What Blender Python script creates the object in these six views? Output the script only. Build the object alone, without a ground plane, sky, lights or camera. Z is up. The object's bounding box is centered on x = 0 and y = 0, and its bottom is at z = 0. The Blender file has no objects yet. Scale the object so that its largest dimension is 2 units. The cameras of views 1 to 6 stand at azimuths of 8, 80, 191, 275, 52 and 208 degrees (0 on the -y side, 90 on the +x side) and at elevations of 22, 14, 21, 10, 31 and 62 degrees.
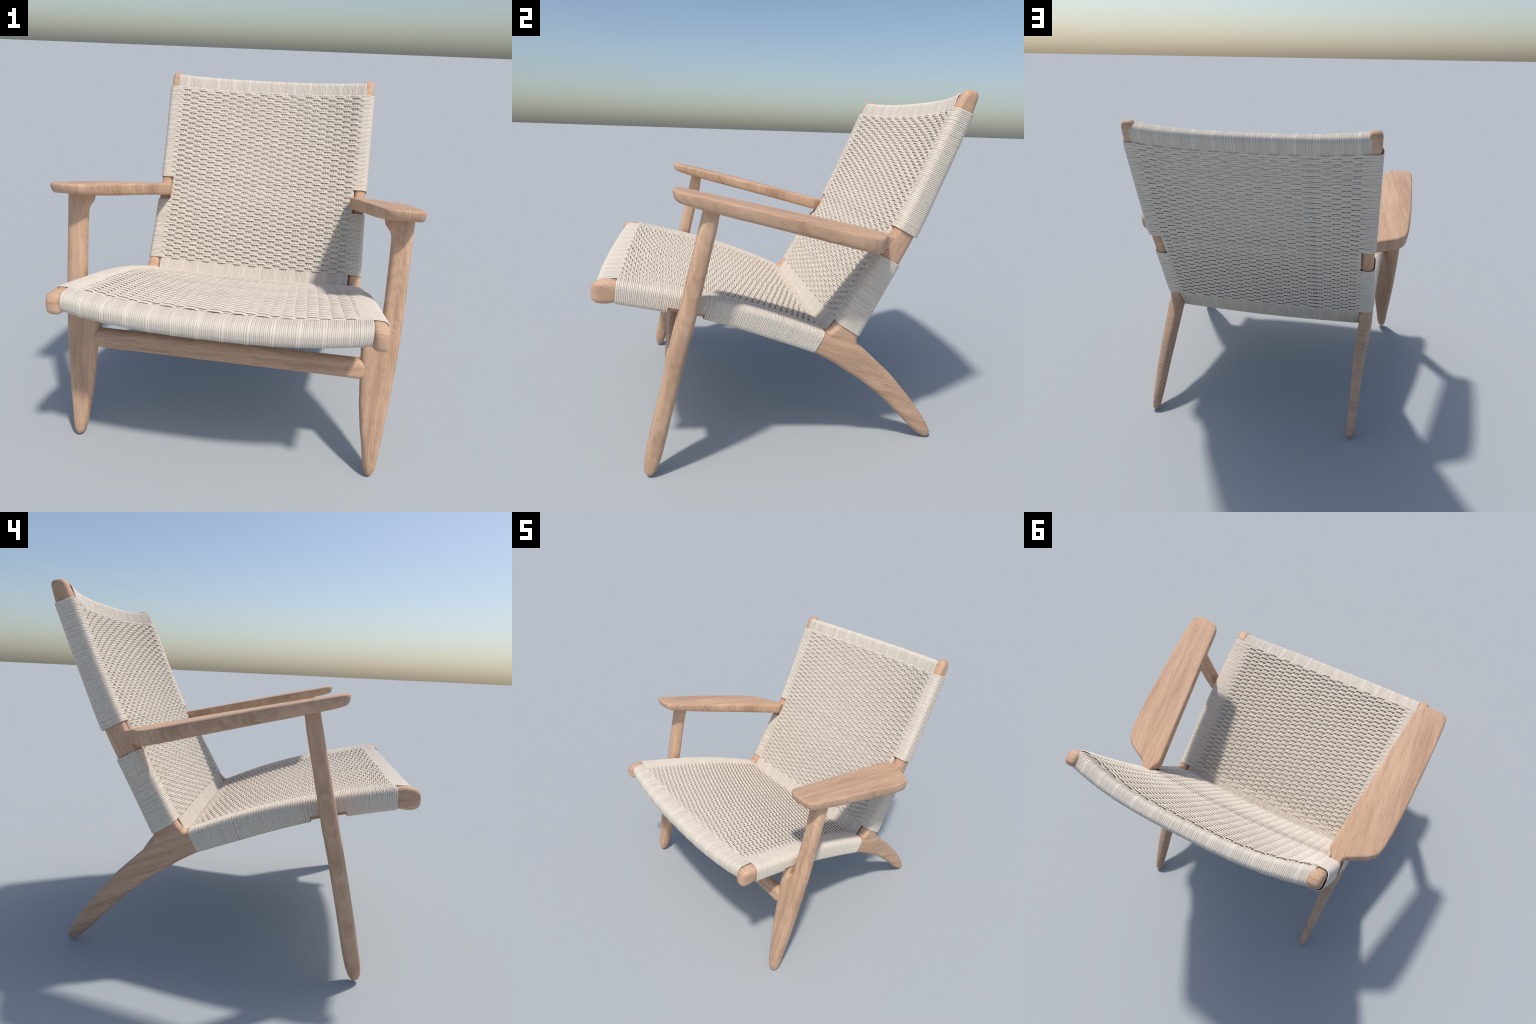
import bpy, bmesh, math, random
import numpy as np
from mathutils import Vector, Matrix

rng = np.random.default_rng(7)

# ------------------------------------------------------------------ helpers
def curve(pts, n, xs=None):
    """Smooth curve (centripetal-ish Catmull-Rom) through control points, n samples by arc length."""
    P = np.array(pts, float)
    E = np.vstack([2 * P[0] - P[1], P, 2 * P[-1] - P[-2]])
    out = []
    for i in range(1, len(E) - 2):
        p0, p1, p2, p3 = E[i - 1], E[i], E[i + 1], E[i + 2]
        d1 = max(np.linalg.norm(p2 - p1), 1e-6)
        m1 = (p2 - p0) / max(np.linalg.norm(p2 - p1) + np.linalg.norm(p1 - p0), 1e-6) * d1
        m2 = (p3 - p1) / max(np.linalg.norm(p3 - p2) + np.linalg.norm(p2 - p1), 1e-6) * d1
        for t in np.linspace(0, 1, 24, endpoint=False):
            t2, t3 = t * t, t * t * t
            out.append((2*t3 - 3*t2 + 1) * p1 + (t3 - 2*t2 + t) * m1 + (-2*t3 + 3*t2) * p2 + (t3 - t2) * m2)
    out.append(P[-1])
    out = np.array(out)
    s = np.concatenate([[0], np.cumsum(np.linalg.norm(np.diff(out, axis=0), axis=1))])
    q = np.linspace(0, s[-1], n) if xs is None else np.asarray(xs) * s[-1]
    return np.stack([np.interp(q, s, out[:, k]) for k in range(out.shape[1])], axis=1)


def table(points):
    """Piecewise function of the first column through the other columns (smoothed)."""
    P = np.array(points, float)
    return lambda v: np.stack([np.interp(v, P[:, 0], P[:, k]) for k in range(1, P.shape[1])], axis=-1)


def new_mesh(name, V, Fq, mat, smooth=True):
    me = bpy.data.meshes.new(name)
    V = np.asarray(V, float)
    me.from_pydata(V.tolist(), [], [tuple(int(i) for i in f) for f in Fq])
    me.update()
    me.materials.append(mat)
    if smooth:
        me.polygons.foreach_set("use_smooth", [True] * len(me.polygons))
    return me


def add(name, me, parent, kind=None):
    ob = bpy.data.objects.new(name, me)
    bpy.context.scene.collection.objects.link(ob)
    ob.parent = parent
    if kind:
        ob["kind"] = kind
    return ob


def mirrored(me, name):
    m2 = me.copy()
    m2.name = name
    m2.transform(Matrix.Scale(-1, 4, (1, 0, 0)))
    m2.flip_normals()
    return m2


def rounded_rect(hx, hy, r, n=6):
    """Closed ring of a rounded rectangle, counter-clockwise in (a, b)."""
    r = min(r, hx * 0.999, hy * 0.999)
    pts = []
    for cx, cy, a0 in ((hx - r, hy - r, 0), (-hx + r, hy - r, 90), (-hx + r, -hy + r, 180), (hx - r, -hy + r, 270)):
        for k in range(n + 1):
            a = math.radians(a0 + 90 * k / n)
            pts.append((cx + r * math.cos(a), cy + r * math.sin(a)))
    return np.array(pts)


def loft(rings, strip_cap=False):
    """Closed skin over equal-length rings, capped (strip_cap: wide flat rings, capped side to side)."""
    n = len(rings[0])
    V = np.vstack(rings)
    F = []
    for i in range(len(rings) - 1):
        for k in range(n):
            a, b = i * n + k, i * n + (k + 1) % n
            F.append((a, b, b + n, a + n))
    if strip_cap:
        e = (len(rings) - 1) * n
        for k in range(n // 2 - 1):
            F.append((k + 1, k, n - 1 - k, n - 2 - k))
            F.append((e + k, e + k + 1, e + n - 2 - k, e + n - 1 - k))
        return V, F
    c0 = len(V)
    V = np.vstack([V, rings[0].mean(0), rings[-1].mean(0)])
    for k in range(n):
        F.append((c0, (k + 1) % n, k))
        F.append((c0 + 1, (len(rings) - 1) * n + k, (len(rings) - 1) * n + (k + 1) % n))
    return V, F


class Tubes:
    """Collects many cord tubes into a single mesh."""
    def __init__(self, sides=6):
        self.V, self.F, self.n, self.sides = [], [], 0, sides

    def add(self, P, b, r, closed=False, flat=0.55):
        # P: (m,3) path; b: (3,) or (m,3) binormal reference; r: radius (scalar or (rb, rn))
        P = np.asarray(P, float)
        m, k = len(P), self.sides
        if closed:
            T = np.roll(P, -1, 0) - np.roll(P, 1, 0)
        else:
            T = np.gradient(P, axis=0)
        T /= np.linalg.norm(T, axis=1)[:, None] + 1e-12
        b = np.broadcast_to(np.asarray(b, float), P.shape)
        b = b - (b * T).sum(1)[:, None] * T
        b = b / (np.linalg.norm(b, axis=1)[:, None] + 1e-12)
        N = np.cross(T, b)
        a = np.arange(k) * 2 * np.pi / k
        R = P[:, None, :] + r * (np.cos(a)[None, :, None] * b[:, None, :] + flat * np.sin(a)[None, :, None] * N[:, None, :])
        self.V.append(R.reshape(-1, 3))
        i = np.arange(m if closed else m - 1)[:, None] * k
        j = np.arange(k)[None, :]
        j2 = (j + 1) % k
        i2 = (i + k) % (m * k)
        q = np.stack([i + j, i + j2, i2 + j2, i2 + j], -1).reshape(-1, 4)
        self.F.append(q + self.n)
        self.n += m * k

    def mesh(self, name, mat):
        V = np.vstack(self.V)
        F = np.vstack(self.F)
        me = bpy.data.meshes.new(name)
        me.vertices.add(len(V))
        me.vertices.foreach_set("co", V.ravel())
        me.loops.add(F.size)
        me.loops.foreach_set("vertex_index", F.ravel().astype(np.int32))
        me.polygons.add(len(F))
        me.polygons.foreach_set("loop_start", np.arange(0, F.size, 4, dtype=np.int32))
        me.polygons.foreach_set("use_smooth", np.ones(len(F), bool))
        me.update(calc_edges=True)
        me.validate()
        me.materials.append(mat)
        return me


def remeshed(name, shells, voxel, smooth_iter, mat):
    """Fuse overlapping closed shells into one smooth body."""
    V, F, n = [], [], 0
    for v, f in shells:
        V.append(v)
        F += [tuple(i + n for i in q) for q in f]
        n += len(v)
    me = new_mesh(name + "_source", np.vstack(V), F, mat)
    bm = bmesh.new(); bm.from_mesh(me)
    bmesh.ops.recalc_face_normals(bm, faces=bm.faces[:])
    bm.to_mesh(me); bm.free()
    ob = bpy.data.objects.new(name + "_source", me)
    bpy.context.scene.collection.objects.link(ob)
    m = ob.modifiers.new("fuse", "REMESH"); m.mode = "VOXEL"; m.voxel_size = voxel; m.use_smooth_shade = True
    s = ob.modifiers.new("soften", "SMOOTH"); s.factor = 0.5; s.iterations = smooth_iter
    dg = bpy.context.evaluated_depsgraph_get()
    out = bpy.data.meshes.new_from_object(ob.evaluated_get(dg))
    out.name = name
    bpy.data.objects.remove(ob); bpy.data.meshes.remove(me)
    out.materials.clear(); out.materials.append(mat)
    out.polygons.foreach_set("use_smooth", [True] * len(out.polygons))
    return out


def split_by(me, regions):
    """Split one smooth body into named meshes by face position, keeping the body's normals."""
    n = len(me.vertices)
    nor = np.zeros(n * 3); me.vertex_normals.foreach_get("vector", nor); nor = nor.reshape(-1, 3)
    co = np.zeros(n * 3); me.vertices.foreach_get("co", co); co = co.reshape(-1, 3)
    faces = [tuple(p.vertices) for p in me.polygons]
    cen = np.array([co[list(f)].mean(0) for f in faces])
    done = np.zeros(len(faces), bool)
    res = {}
    for name, test, mat in regions:
        sel = test(cen) & ~done
        done |= sel
        idx = np.where(sel)[0]
        used = sorted({v for i in idx for v in faces[i]})
        mp = {v: k for k, v in enumerate(used)}
        m = new_mesh(name, co[used], [[mp[v] for v in faces[i]] for i in idx], mat)
        m.normals_split_custom_set_from_vertices(nor[used].tolist())
        res[name] = m
    return res

# ---------------------------------------------------------------- materials
def wood_material(name, grain, through, seed=0.0, heart=(0.0, 0.0)):
    """Oak: colour varies across the grain and hardly at all along `through` (the sawn direction),
    so broad faces show long figure and narrow faces show cross bands."""
    g = Vector(grain).normalized()
    p = Vector(through).normalized()
    p = (p - g * p.dot(g)).normalized()
    c = g.cross(p)
    mat = bpy.data.materials.new(name)
    mat.use_nodes = True
    nt = mat.node_tree
    N, L = nt.nodes, nt.links
    bsdf = N["Principled BSDF"]
    tc = N.new("ShaderNodeTexCoord")

    def put(sock, v):
        if isinstance(v, (int, float)):
            sock.default_value = v
        else:
            L.new(v, sock)

    def m(op, a, b=0.0, c3=None):
        nd = N.new("ShaderNodeMath"); nd.operation = op
        put(nd.inputs[0], a); put(nd.inputs[1], b)
        if c3 is not None:
            put(nd.inputs[2], c3)
        return nd.outputs[0]

    def along(v):
        d = N.new("ShaderNodeVectorMath"); d.operation = "DOT_PRODUCT"
        L.new(tc.outputs["Object"], d.inputs[0]); d.inputs[1].default_value = v
        return d.outputs["Value"]
    U, V, W = along(g), along(c), along(p)

    def coord(su, sv, sw, off):
        cb = N.new("ShaderNodeCombineXYZ")
        L.new(m("MULTIPLY_ADD", U, su, off + seed), cb.inputs[0])
        L.new(m("MULTIPLY_ADD", V, sv, off * 1.7 - seed), cb.inputs[1])
        L.new(m("MULTIPLY_ADD", W, sw, off * 0.6), cb.inputs[2])
        return cb.outputs[0]

    def noise(vec, detail=3.0, rough=0.55, dist=0.0):
        n = N.new("ShaderNodeTexNoise")
        n.inputs["Scale"].default_value = 1.0
        n.inputs["Detail"].default_value = detail
        n.inputs["Roughness"].default_value = rough
        n.inputs["Distortion"].default_value = dist
        L.new(vec, n.inputs["Vector"])
        return n.outputs["Fac"]

    broad = noise(coord(1.6, 17, 2.0, 1.0), 3, 0.55, 0.5)
    bands = noise(coord(4.0, 42, 3.0, 3.0), 3, 0.6, 0.4)
    fine = noise(coord(12, 170, 60.0, 6.0), 2, 0.6)
    pores = noise(coord(20, 230, 230.0, 5.0), 1, 0.5)
    # flat-sawn figure: nested arches around a heart point
    du = m("MULTIPLY", m("SUBTRACT", U, heart[0]), 0.16)
    dv = m("SUBTRACT", V, heart[1])
    rad = m("SQRT", m("ADD", m("MULTIPLY", du, du), m("MULTIPLY", dv, dv)))
    warp_ = m("MULTIPLY", noise(coord(5, 14, 3.0, 9.0), 2, 0.5), 0.055)
    arch = m("MULTIPLY_ADD", m("SINE", m("MULTIPLY", m("ADD", rad, warp_), 520.0)), 0.5, 0.5)
    f = m("MULTIPLY", broad, 0.46)
    f = m("MULTIPLY_ADD", bands, 0.30, f)
    f = m("MULTIPLY_ADD", fine, 0.16, f)
    f = m("MULTIPLY_ADD", arch, 0.075, f)
    ramp = N.new("ShaderNodeValToRGB")
    e = ramp.color_ramp.elements
    e[0].position = 0.34; e[0].color = (*WOOD_DARK, 1)
    e[1].position = 0.66; e[1].color = (*WOOD_LIGHT, 1)
    mid = ramp.color_ramp.elements.new(0.5); mid.color = (*WOOD_MID, 1)
    L.new(f, ramp.inputs["Fac"])
    pr = N.new("ShaderNodeValToRGB")
    pr.color_ramp.elements[0].position = 0.27; pr.color_ramp.elements[0].color = (0.66, 0.64, 0.63, 1)
    pr.color_ramp.elements[1].position = 0.36; pr.color_ramp.elements[1].color = (1, 1, 1, 1)
    L.new(pores, pr.inputs["Fac"])
    mul = N.new("ShaderNodeMixRGB"); mul.blend_type = "MULTIPLY"; mul.inputs[0].default_value = 0.8
    L.new(ramp.outputs[0], mul.inputs[1]); L.new(pr.outputs[0], mul.inputs[2])
    L.new(mul.outputs[0], bsdf.inputs["Base Color"])
    bsdf.inputs["Roughness"].default_value = 0.6
    bsdf.inputs["Specular IOR Level"].default_value = 0.25
    bp = N.new("ShaderNodeBump"); bp.inputs["Strength"].default_value = 0.10; bp.inputs["Distance"].default_value = 0.001
    L.new(fine, bp.inputs["Height"]); L.new(bp.outputs[0], bsdf.inputs["Normal"])
    return mat

WOOD_DARK = (0.43, 0.262, 0.168)
WOOD_MID = (0.575, 0.366, 0.240)
WOOD_LIGHT = (0.69, 0.462, 0.308)


def cord_material(name, base, var=0.12, stripe=(40, 40, 40)):
    mat = bpy.data.materials.new(name)
    mat.use_nodes = True
    nt = mat.node_tree
    N, L = nt.nodes, nt.links
    bsdf = N["Principled BSDF"]
    tc = N.new("ShaderNodeTexCoord")
    mp = N.new("ShaderNodeMapping"); mp.inputs["Scale"].default_value = stripe
    L.new(tc.outputs["Object"], mp.inputs["Vector"])
    n1 = N.new("ShaderNodeTexNoise"); n1.inputs["Scale"].default_value = 1.0; n1.inputs["Detail"].default_value = 3
    L.new(mp.outputs[0], n1.inputs["Vector"])
    n2 = N.new("ShaderNodeTexNoise"); n2.inputs["Scale"].default_value = 170.0; n2.inputs["Detail"].default_value = 2
    L.new(tc.outputs["Object"], n2.inputs["Vector"])
    ramp = N.new("ShaderNodeValToRGB")
    b = np.array(base)
    lo, hi = b * (1 - 1.6 * var), np.minimum(b * (1 + var), 1)
    ramp.color_ramp.elements[0].position = 0.30; ramp.color_ramp.elements[0].color = (*lo, 1)
    ramp.color_ramp.elements[1].position = 0.70; ramp.color_ramp.elements[1].color = (*hi, 1)
    ad = N.new("ShaderNodeMath"); ad.operation = "MULTIPLY_ADD"; ad.inputs[1].default_value = 0.35
    sc = N.new("ShaderNodeMath"); sc.operation = "MULTIPLY"; sc.inputs[1].default_value = 0.65
    L.new(n1.outputs["Fac"], sc.inputs[0])
    L.new(n2.outputs["Fac"], ad.inputs[0]); L.new(sc.outputs[0], ad.inputs[2])
    L.new(ad.outputs[0], ramp.inputs["Fac"])
    L.new(ramp.outputs[0], bsdf.inputs["Base Color"])
    bsdf.inputs["Roughness"].default_value = 0.8
    bsdf.inputs["Specular IOR Level"].default_value = 0.2
    bp = N.new("ShaderNodeBump"); bp.inputs["Strength"].default_value = 0.35; bp.inputs["Distance"].default_value = 0.002
    L.new(n2.outputs["Fac"], bp.inputs["Height"]); L.new(bp.outputs[0], bsdf.inputs["Normal"])
    return mat


WOOD_RAIL = wood_material("oak_rail", (0, 0.92, -0.40), (1, 0, 0), 1.0, (0.25, 0.95))
WOOD_POST = wood_material("oak_post", (0, 0.48, 0.88), (1, 0, 0), 4.0, (2.0, 0.05))
WOOD_LEG = wood_material("oak_leg", (0, 0.22, 0.97), (0, 1, 0), 7.0, (0.35, -0.86))
WOOD_ARM = wood_material("oak_armrest", (-0.09, 0.97, -0.21), (0, 0.2, 1), 11.0, (0.6, 0.0))
WOOD_BAR = wood_material("oak_stretcher", (1, 0, 0), (0, 1, 0), 15.0, (0.0, 0.4))
CORD = (0.735, 0.66, 0.562)
CORD_WEFT = cord_material("paper_cord_weft", CORD, 0.10, (10, 90, 90))
CORD_WARP = cord_material("paper_cord_warp", CORD, 0.07, (70, 14, 14))
CORD_WRAP = cord_material("paper_cord_wrapping", np.array(CORD) * 0.92, 0.09, (105, 5, 5))
CORD_KNOT = cord_material("paper_cord_knot", (0.82, 0.80, 0.76), 0.04)
CORD_CORE = cord_material("paper_cord_core", np.array(CORD) * 0.92, 0.06)

# --------------------------------------------------------------------- root
root = bpy.data.objects.new("lounge_chair", None)
bpy.context.scene.collection.objects.link(root)
root["label"] = "low oak lounge chair with woven paper cord seat and back"
root["category"] = "lounge chair"

# ----------------------------------------------- side frame: rail, post, leg
def soft_pos(v, k=0.05):
    return 0.5 * (v + np.sqrt(v * v + k * k))

def frame_x(y, z):
    """Middle plane of the +x side frame: splays outward to the front, toes in at the rear foot."""
    y = np.asarray(y, float); z = np.asarray(z, float)
    return 0.699 + soft_pos(0.25 - y) * 0.066 - soft_pos(y - 0.25) * 0.015 - soft_pos(0.6 - z) * 0.028 + 0.008 * np.exp(-((y - 0.26) / 0.15) ** 2)

HALF_T = 0.0375

def limb(A, B, half_t, corner, n, swell=0.0):
    """Loft a limb of the side frame between two edge curves A, B in the (y, z) plane."""
    A = curve(A, n); B = curve(B, n)
    ht = np.interp(np.linspace(0, 1, n), np.linspace(0, 1, len(half_t)), half_t)
    rings = []
    for a, b, t in zip(A, B, ht):
        c, d = (a + b) / 2, (a - b) / 2
        h = np.linalg.norm(d); d = d / max(h, 1e-6)
        rr = rounded_rect(h, t, corner * min(1, h / corner * 0.98), 6)
        y = c[0] + rr[:, 0] * d[0]; z = c[1] + rr[:, 0] * d[1]
        rings.append(np.stack([frame_x(y, z) + rr[:, 1] + swell * np.exp(-((y - 0.32) / 0.13) ** 2), y, z], 1))
    return rings

# top / rear edge, from the front tip along the rail and down the back of the leg
rail_top = [(-0.922, 1.037), (-0.908, 1.039), (-0.885, 1.036), (-0.845, 1.027), (-0.80, 1.017), (-0.66, 0.986), (-0.434, 0.932), (-0.2, 0.864), (0, 0.790),
            (0.17, 0.722), (0.30, 0.668), (0.402, 0.622), (0.46, 0.571), (0.536, 0.498), (0.613, 0.424), (0.681, 0.344),
            (0.744, 0.27), (0.808, 0.186), (0.858, 0.113), (0.885, 0.068), (0.897, 0.040)]
rail_bot = [(-0.930, 0.923), (-0.915, 0.921), (-0.895, 0.922), (-0.855, 0.926), (-0.800, 0.912), (-0.670, 0.884), (-0.470, 0.834), (-0.265, 0.765), (-0.080, 0.693), (0.060, 0.635), (0.150, 0.593), (0.250, 0.536), (0.350, 0.465), (0.430, 0.407), (0.520, 0.330), (0.603, 0.253), (0.690, 0.160), (0.748, 0.098), (0.801, 0.046), (0.832, 0.020), (0.854, 0.007)]
def tip_cap(rings, reach, shrink):
    """Round the end of a limb: scaled copies of its last ring pushed outward."""
    last, prev = rings[-1], rings[-2]
    c = last.mean(0); d = c - prev.mean(0); d /= np.linalg.norm(d)
    return rings + [c + d * reach * math.sin(a) + (last - c) * (math.cos(a) * (1 - shrink) + shrink)
                    for a in np.linspace(0.25, math.pi / 2, 7)]

body = limb(rail_top, rail_bot, [0.0385, 0.0375] + [0.0375] * 5 + [0.041, 0.042, 0.040, 0.036, 0.033, 0.029, 0.025], 0.026, 120, 0.006)
body = tip_cap(body, 0.018, 0.30)
body = tip_cap(body[::-1], 0.050, 0.26)[::-1]
post_rear = [(0.36, 0.53), (0.392, 0.60), (0.388, 0.668), (0.432, 0.755), (0.589, 1.072), (0.655, 1.207), (0.79, 1.525), (0.916, 1.857), (0.936, 1.930)]
post_front = [(0.10, 0.66), (0.215, 0.705), (0.262, 0.748), (0.300, 0.805), (0.480, 1.128), (0.556, 1.256), (0.69, 1.57), (0.826, 1.893), (0.849, 1.945)]
post = tip_cap(limb(post_front, post_rear, [0.040, 0.040, 0.0375, 0.037, 0.037, 0.037], 0.026, 90), 0.040, 0.36)
frame = remeshed("side_frame", [loft(body), loft(post)], 0.0055, 7, WOOD_RAIL)
parts = split_by(frame, [
    ("back_post", lambda c: (c[:, 2] > 0.735 - 0.45 * (c[:, 1] - 0.33)) & (c[:, 1] > 0.225) & (c[:, 2] > 0.70), WOOD_POST),
    ("rear_leg", lambda c: c[:, 2] < 0.60 + 0.58 * (c[:, 1] - 0.12), WOOD_RAIL),
    ("seat_rail", lambda c: c[:, 2] > -1, WOOD_RAIL)])
for nm, me in parts.items():
    add(nm, me, root)
    m2 = mirrored(me, nm + "_mirrored")
    add(nm, m2, root)

# ----------------------------------------------------------------- front leg
def leg_y(z):
    return -0.728 + 0.2275 * z

def leg_shell(stations, half_d, corner):
    """stations: (z, inner x, outer x, depth factor)"""
    rings = []
    for z, xi, xo, dz in stations:
        wide = min(1.0, max(0.0, ((xo - xi) - 0.105) / 0.06))
        rr = rounded_rect((xo - xi) / 2, half_d * dz, corner, 6)
        # the wide lower blade thins toward its inner edge
        inward = np.clip(-rr[:, 0] / ((xo - xi) / 2) + 0.15, 0, 1.15) ** 1.4
        rr[:, 1] *= 1 - np.where(rr[:, 1] > 0, 0.12 + 0.80 * inward, 0.20 * inward) * wide
        rings.append(np.stack([(xi + xo) / 2 + rr[:, 0], leg_y(z) + rr[:, 1], np.full(len(rr), z) - rr[:, 1] * 0.2275], 1))
    return loft(rings)

leg_pts = [(0.010, 0.826, 0.856, 0.36), (0.018, 0.818, 0.864, 0.56), (0.04, 0.808, 0.8715, 0.80), (0.085, 0.798, 0.876, 0.97), (0.165, 0.787, 0.882, 1.03),
           (0.27, 0.767, 0.892, 1.06), (0.40, 0.749, 0.903, 1.08), (0.53, 0.738, 0.912, 1.10), (0.66, 0.729, 0.919, 1.09),
           (0.735, 0.729, 0.922, 1.08), (0.765, 0.76, 0.923, 1.06), (0.79, 0.800, 0.924, 1.05), (0.82, 0.818, 0.925, 1.04), (0.90, 0.822, 0.927, 1.03),
           (1.05, 0.823, 0.928, 1.0), (1.20, 0.823, 0.928, 0.98), (1.285, 0.821, 0.928, 0.98), (1.315, 0.816, 0.928, 0.98), (1.335, 0.800, 0.928, 0.98), (1.352, 0.784, 0.928, 0.98),
           (1.37, 0.778, 0.928, 0.98), (1.41, 0.777, 0.928, 0.98)]
L_ = np.array(leg_pts)
zz = np.concatenate([np.linspace(0.010, 0.08, 12), np.linspace(0.085, 1.41, 120)])
leg_fine = np.stack([zz] + [np.interp(zz, L_[:, 0], L_[:, k]) for k in (1, 2, 3)], 1)
prong = [(0.62, 0.735, 0.83, 0.95), (0.70, 0.729, 0.82, 1.02), (0.76, 0.727, 0.802, 1.02), (0.79, 0.727, 0.797, 1.0), (0.82, 0.728, 0.795, 0.98), (0.90, 0.730, 0.795, 0.98)]
leg_mesh = remeshed("front_leg", [leg_shell(leg_fine, 0.0405, 0.030), leg_shell(prong, 0.0405, 0.028)], 0.0055, 7, WOOD_LEG)
add("front_leg", leg_mesh, root)
add("front_leg", mirrored(leg_mesh, "front_leg_mirrored"), root)

# ----------------------------------------------------------------- stretcher
rings = []
for x, s in [(-0.757, 0.55), (-0.754, 0.72), (-0.748, 0.85), (-0.738, 0.95), (-0.722, 1.0)] + [(v, 1.0) for v in np.linspace(-0.7, 0.7, 41)] + [(0.722, 1.0), (0.738, 0.95), (0.748, 0.85), (0.754, 0.72), (0.757, 0.55)]:
    rr = rounded_rect(0.030 * (0.8 + 0.2 * s), 0.052 * s + 0.0 * x, 0.026, 6)
    rings.append(np.stack([np.full(len(rr), x), -0.603 + rr[:, 0] - 0.0 * rr[:, 1], 0.605 + rr[:, 1] - 0.010 * (1 - s)], 1))
V, F = loft(rings)
V[:, 1] += (V[:, 2] - 0.609) * 0.2275
add("stretcher", new_mesh("stretcher", V, F, WOOD_BAR), root)

# ------------------------------------------------------------------ armrests
arm_outline = [(0.752, -0.530), (0.738, -0.40), (0.711, -0.19), (0.686, 0.0), (0.662, 0.19), (0.640, 0.36), (0.629, 0.440), (0.629, 0.470),
               (0.645, 0.500), (0.662, 0.535), (0.667, 0.60), (0.728, 0.60), (0.728, 0.535), (0.738, 0.510), (0.765, 0.494), (0.815, 0.468),
               (0.862, 0.444), (0.895, 0.420), (0.915, 0.392), (0.930, 0.345), (0.944, 0.24), (0.953, 0.08), (0.958, -0.10), (0.961, -0.29), (0.961, -0.46),
               (0.958, -0.535), (0.948, -0.568), (0.918, -0.584), (0.870, -0.590), (0.820, -0.587), (0.780, -0.573), (0.760, -0.553)]
oc = curve(arm_outline + [arm_outline[0]], 260)[:-1]
tan = np.roll(oc, -1, 0) - np.roll(oc, 1, 0)
tan /= np.linalg.norm(tan, axis=1)[:, None]
inn = np.stack([-tan[:, 1], tan[:, 0]], 1)
area = 0.5 * np.sum(oc[:, 0] * np.roll(oc[:, 1], -1) - oc[:, 1] * np.roll(oc[:, 0], -1))
if area < 0:
    inn = -inn
def arm_top(y):
    return 1.356 - 0.22 * y - 0.018 * (y / 0.58) ** 2 * (y > 0) * 0.3
def arm_thick(y):
    return np.interp(y, [-0.60, -0.5, -0.3, 0.13, 0.40, 0.6], [0.052, 0.061, 0.069, 0.077, 0.083, 0.083])
rings = []
for inset, d in [(0.016, 0.0), (0.010, 0.0008), (0.006, 0.0025), (0.003, 0.005), (0.001, 0.009), (0.0, 0.014)]:
    p = oc + inn * inset
    rings.append(np.stack([p[:, 0], p[:, 1], arm_top(p[:, 1]) - d], 1))
for f in (0.35, 0.55):
    p = oc + inn * 0.001 * f
    rings.append(np.stack([p[:, 0], p[:, 1], arm_top(p[:, 1]) - 0.014 - f * (arm_thick(p[:, 1]) - 0.032)], 1))
for inset, d in [(0.003, 0.018), (0.005, 0.011), (0.009, 0.005), (0.014, 0.0015), (0.020, 0.0)]:
    p = oc + inn * inset
    rings.append(np.stack([p[:, 0], p[:, 1], arm_top(p[:, 1]) - arm_thick(p[:, 1]) + d], 1))
n = len(oc)
V = np.vstack(rings)
F = []
for i in range(len(rings) - 1):
    for k in range(n):
        F.append((i * n + k, i * n + (k + 1) % n, (i + 1) * n + (k + 1) % n, (i + 1) * n + k))
F.append(list(range(n))[::-1]); F.append(list(range((len(rings) - 1) * n, len(rings) * n)))
V[:, 2] -= 0.010 * np.clip((V[:, 0] - 0.70) / 0.25, 0, 1) * np.clip((V[:, 1] + 0.2) / 0.6, 0, 1)
me = new_mesh("armrest", V, F, WOOD_ARM)
bm = bmesh.new(); bm.from_mesh(me)
bmesh.ops.recalc_face_normals(bm, faces=bm.faces[:])
bmesh.ops.triangulate(bm, faces=[f for f in bm.faces if len(f.verts) > 4])
bm.to_mesh(me); bm.free()
me.polygons.foreach_set("use_smooth", [True] * len(me.polygons))
add("armrest", me, root)
add("armrest", mirrored(me, "armrest_mirrored"), root)

# =================================================================== weaving
WARPS = 11                      # warp pairs run k = -11 .. 11
CR = 0.0050                     # cord radius

def arc(cx, cy, r, a0, a1, n):
    a = np.radians(np.linspace(a0, a1, n))
    return np.stack([cx + r * np.cos(a), cy + r * np.sin(a)], 1)

# ------------------------------------------------------------- backrest panel
BR = curve([(0.397, 0.678), (0.597, 1.068), (0.674, 1.207), (0.805, 1.54), (0.922, 1.852)], 401)      # rear edge of the wrapping
BF = curve([(0.266, 0.763), (0.471, 1.130), (0.549, 1.262), (0.69, 1.58), (0.815, 1.890)], 401)       # front edge
def back_frame(s):
    i = np.clip(s, 0, 1) * 400
    r = np.array([np.interp(i, np.arange(401), BR[:, k]) for k in (0, 1)])
    f = np.array([np.interp(i, np.arange(401), BF[:, k]) for k in (0, 1)])
    c = (r + f) / 2
    nrm = (f - r); D = np.linalg.norm(nrm) / 2; nrm /= 2 * D
    up = np.array([-nrm[1], nrm[0]]);
    if up[1] < 0: up = -up
    c = c + up * ((s - np.clip(s, 0, 1)) * 1.288)
    return c, nrm, up, D

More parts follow.
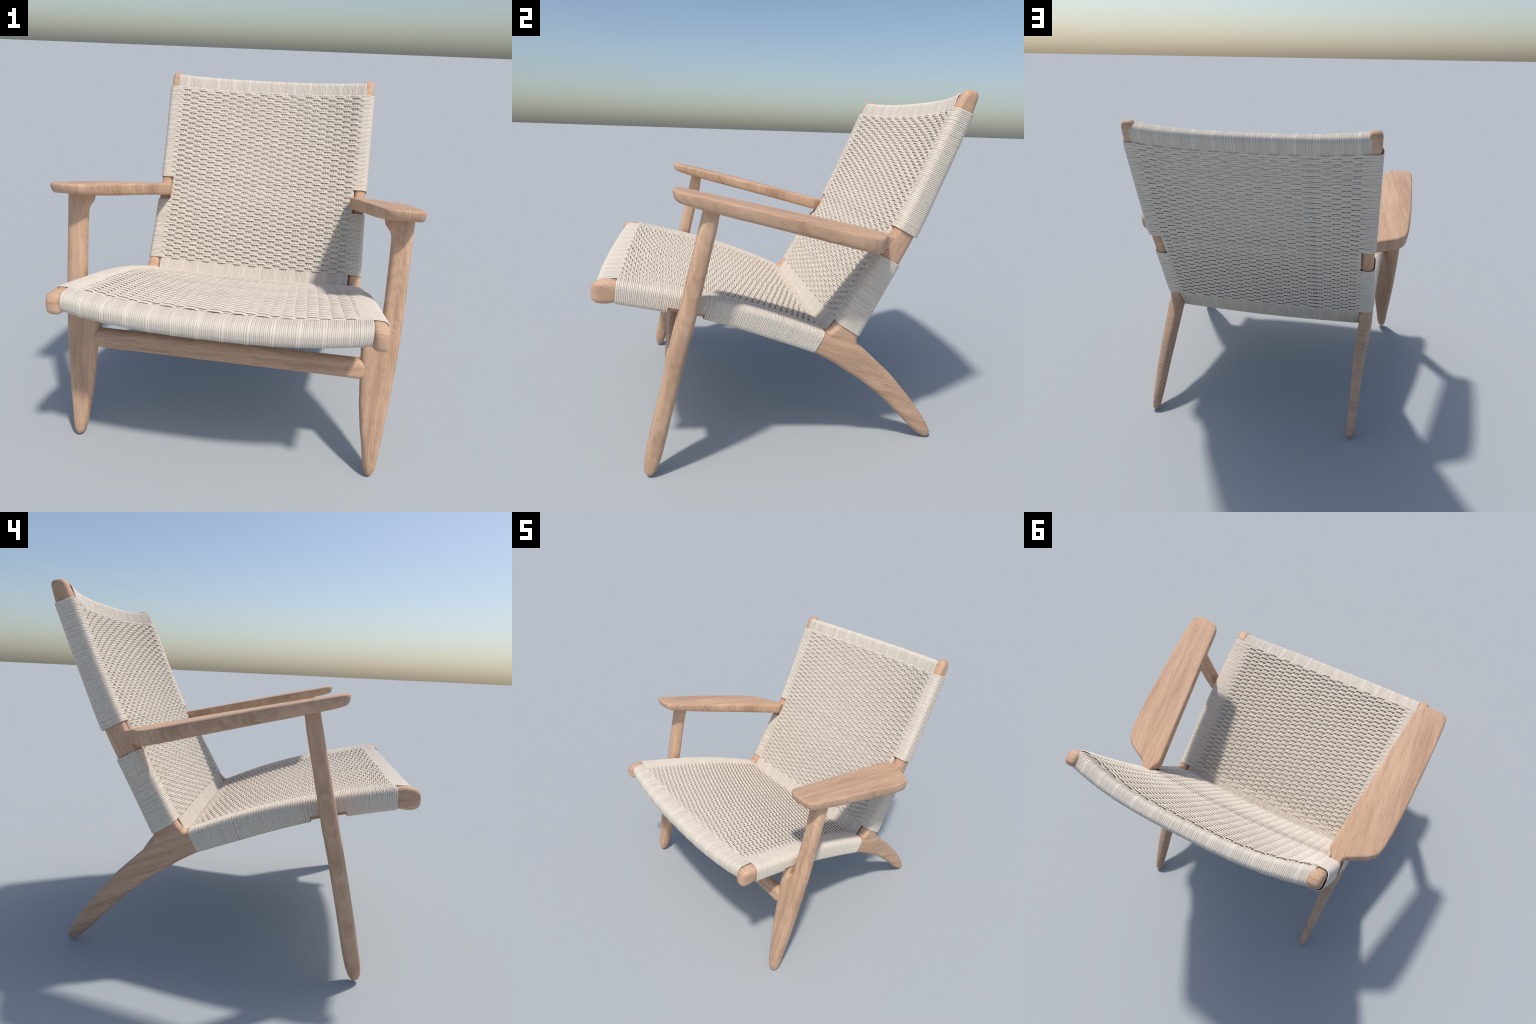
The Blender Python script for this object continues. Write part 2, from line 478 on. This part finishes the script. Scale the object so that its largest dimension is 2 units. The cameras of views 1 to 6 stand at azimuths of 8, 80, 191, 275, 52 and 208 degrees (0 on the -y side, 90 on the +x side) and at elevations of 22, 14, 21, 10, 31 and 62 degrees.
BACK_LEN = 1.288
def bow(x, w=0.66, e=2.5):
    return np.clip(1 - np.abs(np.asarray(x) / w) ** e, 0, 1)
def back_bow(x, s):
    """(normal, along) displacement of the backrest across its width: the rails are curved."""
    b = bow(x, e=float(np.interp(s, [0.6, 0.95], [1.9, 2.7])))
    return np.interp(s, [0, 0.25, 0.4, 0.5, 0.75, 1.0], [-0.020, -0.020, -0.022, -0.027, -0.055, -0.086]) * b, 0.004 * b * np.clip(s, 0, 1.2)

def back_tuck(x, s):
    """How far the rear layer is drawn in toward the front layer at mid width."""
    return np.interp(s, [0, 0.2, 0.4, 0.55, 0.7, 0.85, 1.0], [0.006, 0.012, 0.034, 0.040, 0.034, 0.032, 0.026]) * bow(x)

W_BACK = 0.0553
ROWS_B = 68
def back_point(x, nn, s, al=0.0):
    """Point of the backrest: x across, nn along the panel normal from the centre, al along the panel."""
    c, nrm, up, D = back_frame(s)
    x = np.asarray(x, float)
    bn, ba = back_bow(x, s)
    bn = bn + back_tuck(x, s) * np.clip(0.5 - np.asarray(nn) / (2 * D), 0, 1)
    y = c[0] + nrm[0] * (nn + bn) + up[0] * (al + ba)
    z = c[1] + nrm[1] * (nn + bn) + up[1] * (al + ba)
    return np.stack([x, y, z], -1)

def weave(x, w, parity, unused, lim, skip=None):
    """Over / under height of a weft cord across the warps."""
    ph = x / w
    if skip is not None:
        a, b = skip
        ph = np.where(x < a, ph, np.where(x > b, ph - (b - a) / w, a / w))
    v = np.cos(np.pi * (ph + parity))
    v = np.sign(v) * np.abs(v) ** 0.42
    fade = np.clip((lim - np.abs(x)) / (0.9 * w), 0, 1)
    return v * fade

def lift(v, over, under):
    return np.where(v > 0, over * v, under * v)

back_empty = bpy.data.objects.new("woven_backrest", None)
bpy.context.scene.collection.objects.link(back_empty); back_empty.parent = root
weft = Tubes(6)
LIFT = (0.0054, 0.0084)
LIFT_REAR = (0.0036, 0.0040)
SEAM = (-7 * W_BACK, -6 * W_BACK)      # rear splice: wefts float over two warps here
for j in range(ROWS_B):
    s = (j + 0.5) / ROWS_B
    c, nrm, up, D = back_frame(s)
    notch = 0.338 < s < 0.464
    xo = float(frame_x(c[0], c[1])) + HALF_T + 0.0075
    r = 0.032
    if notch:
        xo = float(frame_x(c[0], c[1])) - HALF_T - 0.004
        r = 0.018
    lim = min(0.672, xo + 0.015)
    xs = np.linspace(-(xo - r), xo - r, 210)
    vf = weave(xs, W_BACK, j, 0, lim)
    vr = weave(xs, W_BACK, j + 1, 0, lim, skip=SEAM)[::-1]
    dn = D - 0.0025
    for h in (-1, 1):
        jit = rng.normal(0, 0.0004)
        fr = back_point(xs, dn + lift(vf, *LIFT), s, jit + h * (0.0046 + 0.0007 * vf))
        c1 = arc(xo - r, D - 0.0025 - r, r, 90, 0, 6)[1:]
        c2 = arc(xo - r, -(D - 0.0025 - r), r, 0, -90, 6)[:-1]
        side = np.vstack([c1, c2])
        right = back_point(side[:, 0], side[:, 1], s, jit + h * 0.0047)
        left = right[::-1] * np.array([-1, 1, 1])
        re = back_point(xs[::-1], -dn - lift(vr, *LIFT_REAR), s, jit + h * (0.0046 + 0.0007 * vr))
        weft.add(np.vstack([fr, right, re, left]), (0, up[0], up[1]), CR * rng.uniform(0.95, 1.05), closed=True)
add("weft_cord", weft.mesh("backrest_weft_cord", CORD_WEFT), back_empty, "stuff")

warp = Tubes(6)
for k in range(-WARPS, WARPS + 1):
    for o in (-0.0058, 0.0058):
        x = k * W_BACK + o
        ss = np.linspace(0.0, 1.0, ROWS_B * 3 + 1)
        ph = np.cos(np.pi * (ss * ROWS_B - 0.5 + k + 1)) * 0.0018
        f, b = [], []
        for s, q in zip(ss, ph):
            c, nrm, up, D = back_frame(s)
            f.append(back_point(x, D - 0.0055 + q, s)); b.append(back_point(x, -(D - 0.0050) - q, s))
        streak = k % 2 != 0
        ext = 0.0012 if streak else -0.004
        # over the top rail and under the bottom rail
        def turn(s0, reach, sgn):
            c, nrm, up, D = back_frame(s0)
            hn = D - 0.010 if sgn > 0 else D - 0.008
            rad = 0.030
            pts = np.vstack([[(hn + ext, 0.012)], arc(hn - rad, reach - rad, rad + ext, 0, 90, 7), arc(-hn + rad, reach - rad, rad + ext, 90, 180, 7), [(-hn - ext, 0.012)]])
            return [back_point(x, p[0], s0, sgn * p[1]) for p in pts]
        top = turn(1.0, 0.090, 1)
        bot = turn(0.0, 0.184, -1)
        P = np.vstack([np.array(f), np.array(top), np.array(b)[::-1], np.array(bot)[::-1]])
        warp.add(P, (1, 0, 0), 0.0046, closed=True)
add("warp_cord", warp.mesh("backrest_warp_cord", CORD_WARP), back_empty, "stuff")

band = Tubes(6)
for s0, reach, sgn, half in ((1.0, 0.090, 1, 0.668), (0.0, 0.184, -1, 0.656)):
    c, nrm, up, D = back_frame(s0)
    hn = D - (0.010 if sgn > 0 else 0.008); rad = 0.030
    pts = np.vstack([[(hn, -0.004)], arc(hn - rad, reach - rad, rad, 0, 90, 8), arc(-hn + rad, reach - rad, rad, 90, 180, 8), [(-hn, -0.004)]])
    cnt = int(2 * half / 0.0086)
    for x in np.linspace(-half, half, cnt):
        jx = rng.normal(0, 0.0002)
        P = np.array([back_point(x + jx, p[0], s0, sgn * p[1]) for p in pts])
        band.add(P, (1, 0, 0), 0.0051 * rng.uniform(0.97, 1.05), closed=False)
add("rail_wrapping", band.mesh("backrest_rail_wrapping", CORD_WRAP), back_empty, "stuff")

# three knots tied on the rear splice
for kx, ks in ((-0.352, 0.665), (-0.345, 0.385), (-0.338, 0.150)):
    kc, kn, ku, KD = back_frame(ks)
    p = back_point(kx, -(KD + 0.002), ks)
    th = np.linspace(0, 2 * np.pi, 40, endpoint=False)
    kt = Tubes(8)
    ex, eu, en = np.array([1, 0, 0]), np.array([0, ku[0], ku[1]]), np.array([0, kn[0], kn[1]])
    ring = [p + ex * (0.0065 * math.cos(a) + 0.003 * math.cos(2 * a)) + eu * (0.005 * math.sin(a)) - en * (0.004 + 0.003 * math.sin(2 * a)) for a in th]
    kt.add(np.array(ring), en, 0.0042, closed=True, flat=1.0)
    add("knot", kt.mesh("splice_knot", CORD_KNOT), back_empty)

# solid core behind the cords (rails and inner layers)
def core_mesh(name, rows, mat, strip_cap=True):
    V, F = loft(rows, strip_cap)
    me = new_mesh(name, V, F, mat)
    bm = bmesh.new(); bm.from_mesh(me); bmesh.ops.recalc_face_normals(bm, faces=bm.faces[:]); bm.to_mesh(me); bm.free()
    return me
rows = []
for s, al in [(0, -0.155), (0, -0.143), (0, -0.05)] + [(v, 0.0) for v in np.linspace(0, 1, 30)] + [(1, 0.03), (1, 0.055), (1, 0.070)]:
    c, nrm, up, D = back_frame(s)
    hn = D - 0.0135
    if al > 0.05: hn -= 0.010 if al < 0.06 else 0.024
    if al < -0.08: hn -= 0.012 if al > -0.15 else 0.03
    xs = np.linspace(-0.652, 0.652, 41)
    rows.append(np.vstack([back_point(xs, hn, s, al), back_point(xs[::-1], -hn, s, al)]))
add("inner_core", core_mesh("backrest_inner_core", rows, CORD_CORE), back_empty)

# ------------------------------------------------------------------ seat panel
ST = curve([(-0.855, 1.040), (-0.66, 0.997), (-0.434, 0.944), (-0.2, 0.876), (0.0, 0.802), (0.203, 0.716)], 401)
SB = curve([(-0.866, 0.918), (-0.68, 0.875), (-0.48, 0.826), (-0.27, 0.755), (-0.075, 0.679), (0.138, 0.597)], 401)
def seat_frame(t):
    i = np.clip(t, 0, 1) * 400
    a = np.array([np.interp(i, np.arange(401), ST[:, k]) for k in (0, 1)])
    b = np.array([np.interp(i, np.arange(401), SB[:, k]) for k in (0, 1)])
    nrm = a - b; H = np.linalg.norm(nrm); nrm /= H
    along = np.array([nrm[1], -nrm[0]])       # toward the rear
    return a, nrm, along, H
def seat_sag(x, t, half):
    b = bow(x, half, 3.2)
    return -np.interp(t, [0, 0.25, 0.5, 0.65, 0.8, 0.9, 1.0], [0.036, 0.040, 0.044, 0.042, 0.036, 0.028, 0.020]) * b, -0.020 * (1 - t) * b - 0.006 * np.exp(-(np.asarray(x) / 0.07) ** 2)
def seat_point(x, nn, t, al=0.0, half=0.72):
    """nn measured down (negative) from the top surface of the wrapped rail."""
    a, nrm, along, H = seat_frame(t)
    x = np.asarray(x, float)
    dn, da = seat_sag(x, min(max(t, 0), 1), half)
    return np.stack([x, a[0] + nrm[0] * (nn + dn) + along[0] * (al + da), a[1] + nrm[1] * (nn + dn) + along[1] * (al + da)], -1)

seat_empty = bpy.data.objects.new("woven_seat", None)
bpy.context.scene.collection.objects.link(seat_empty); seat_empty.parent = root
ROWS_S = 64
def seat_half(t):
    a, nrm, along, H = seat_frame(t)
    return float(frame_x(a[0], a[1]))
def seat_w(t):
    return (seat_half(t) - 0.06) / 12.2
weft = Tubes(6)
for j in range(ROWS_S):
    t = (j + 0.5) / ROWS_S
    a, nrm, along, H = seat_frame(t)
    xo = seat_half(t) + HALF_T + 0.0075
    r = 0.032
    w = seat_w(t)
    inner = seat_half(t) - HALF_T
    xs = np.linspace(-(xo - r), xo - r, 210)
    v = weave(xs, w, j, 0, 12.1 * w)
    yb = a[0] - nrm[0] * H
    notch = -0.625 < yb < -0.445
    for h in (-1, 1):
        jit = rng.normal(0, 0.0004) + h * 0.0043
        top = seat_point(xs, -0.0055 + lift(v, *LIFT) * (0.55 if j == 0 else 1.0), t, jit + h * 0.0005 * v, inner)
        if notch:
            c1 = np.vstack([arc(xo - r, -0.0055 - r, r, 90, 0, 6)[1:], [(xo, -H * 0.55), (xo, -H + 0.036)]])
            right = seat_point(c1[:, 0], c1[:, 1], t, jit, inner)
            left = right[::-1] * np.array([-1, 1, 1])
            weft.add(np.vstack([left, top, right]), (0, along[0], along[1]), CR * 0.93, closed=False)
        else:
            c1 = arc(xo - r, -0.0055 - r, r, 90, 0, 6)[1:]
            c2 = arc(xo - 0.022, -H + 0.005 + 0.022, 0.022, 0, -90, 5)
            side = np.vstack([c1, c2])
            right = seat_point(side[:, 0], side[:, 1], t, jit, inner)
            left = right[::-1] * np.array([-1, 1, 1])
            xb = np.linspace(xo - 0.03, -(xo - 0.03), 30)
            under = seat_point(xb, -H + 0.005 + 0.0 * xb, t, jit, inner)
            weft.add(np.vstack([top, right, under, left]), (0, along[0], along[1]), CR * 0.93 * rng.uniform(0.95, 1.05), closed=True)
add("weft_cord", weft.mesh("seat_weft_cord", CORD_WEFT), seat_empty, "stuff")

# front rail section (y, z) relative loop, starting behind the weave edge on top and going forward, down, back
def front_loop(e=0.0, n=26):
    ring = rounded_rect(0.046 + e, 0.056 + e, 0.040 + e, 6)
    return ring
FRONT_C = (-0.910, 0.984)
def front_sag(x):
    b = bow(x, 0.735)
    return -0.028 * b, -0.040 * b         # forward, down
def front_ring(x, e, n):
    """Section of the wrapped front rail: round nose, top runs back beneath the weave edge."""
    b = float(bow(x, 0.735))
    hy, hz = 0.0525 + 0.012 * b + e, 0.060 + e
    back = 0.016
    pts = []
    for cy, cz, r, a0 in ((hy + back - 0.008, hz - 0.008, 0.008, 0), (-hy + 0.047, hz - 0.047, 0.047 + e, 90), (-hy + 0.047, -hz + 0.047, 0.047 + e, 180), (hy - 0.02, -hz + 0.02, 0.02, 270)):
        for k in range(n + 1):
            a = math.radians(a0 + 90 * k / n)
            pts.append((cy + r * math.cos(a), cz + r * math.sin(a)))
    P = np.array(pts)
    P[:, 1] -= np.clip(P[:, 0] + 0.01, 0, 1) * 0.10 * (P[:, 1] > 0)
    return P
warp = Tubes(6)
for k in range(-WARPS, WARPS + 1):
    for o in (-0.0058, 0.0058):
        tt = np.linspace(0.0, 1.0, ROWS_S * 3 + 1)
        P = []
        streak = k % 2 != 0
        for t in tt:
            q = math.cos(math.pi * (t * ROWS_S - 0.5 + k + 1)) * 0.0022
            inner = seat_half(t) - HALF_T
            P.append(seat_point(k * seat_w(t) + o, -0.0085 + q, t, 0, inner))
        # roll over the rear rail
        a, nrm, along, H = seat_frame(1.0)
        x1 = k * seat_w(1.0) + o
        for p in arc(0.052, -0.038, 0.034, 85, -60, 7):
            P.append(seat_point(x1, p[1], 1.0, p[0] - 0.004, seat_half(1.0) - HALF_T))
        warp.add(np.array(P), (1, 0, 0), 0.0046, closed=False)
        if streak:
            x = k * seat_w(0.0) + o
            fy, fz = front_sag(x)
            ring = front_ring(x, -0.0040, 8)
            warp.add(np.stack([np.full(len(ring), x), FRONT_C[0] + fy + ring[:, 0], FRONT_C[1] + fz + ring[:, 1]], 1), (1, 0, 0), 0.0046, closed=True)
add("warp_cord", warp.mesh("seat_warp_cord", CORD_WARP), seat_empty, "stuff")

band = Tubes(6)
half = 0.738
for x in np.linspace(-half, half, int(2 * half / 0.0088)):
    x = x + rng.normal(0, 0.0002)
    fy, fz = front_sag(x)
    ring = front_ring(x, -0.0048, 7)
    band.add(np.stack([np.full(len(ring), x), FRONT_C[0] + fy + ring[:, 0], FRONT_C[1] + fz + ring[:, 1]], 1), (1, 0, 0), 0.0052 * rng.uniform(0.97, 1.05), closed=True)
# rear rail
half = 0.66
for x in np.linspace(-half, half, int(2 * half / 0.0088)):
    P = np.array([seat_point(x, p[1], 1.0, p[0] - 0.004, 0.66) for p in np.vstack([[(-0.030, -0.011), (0.010, -0.009)], arc(0.050, -0.041, 0.034, 100, -90, 10), [(-0.02, -0.09)]])])
    band.add(P, (1, 0, 0), 0.0047 * rng.uniform(0.93, 1.08), closed=False)
add("rail_wrapping", band.mesh("seat_rail_wrapping", CORD_WRAP), seat_empty, "stuff")

rows = []
for t in np.linspace(0.0, 1.0, 34):
    inner = seat_half(t) - HALF_T
    a, nrm, along, H = seat_frame(t)
    xs = np.linspace(-inner - 0.003, inner + 0.003, 41)
    rows.append(np.vstack([seat_point(xs, -0.0165, t, 0, inner), seat_point(xs[::-1], -0.055, t, 0, inner)]))
add("inner_core", core_mesh("seat_inner_core", rows, CORD_CORE), seat_empty)
rows = []
for x in np.linspace(-0.735, 0.735, 41):
    fy, fz = front_sag(x)
    ring = front_ring(x, -0.010, 6)
    rows.append(np.stack([np.full(len(ring), x), FRONT_C[0] + fy + ring[:, 0], FRONT_C[1] + fz + ring[:, 1]], 1))
add("front_rail", core_mesh("seat_front_rail", rows, CORD_CORE, False), seat_empty)
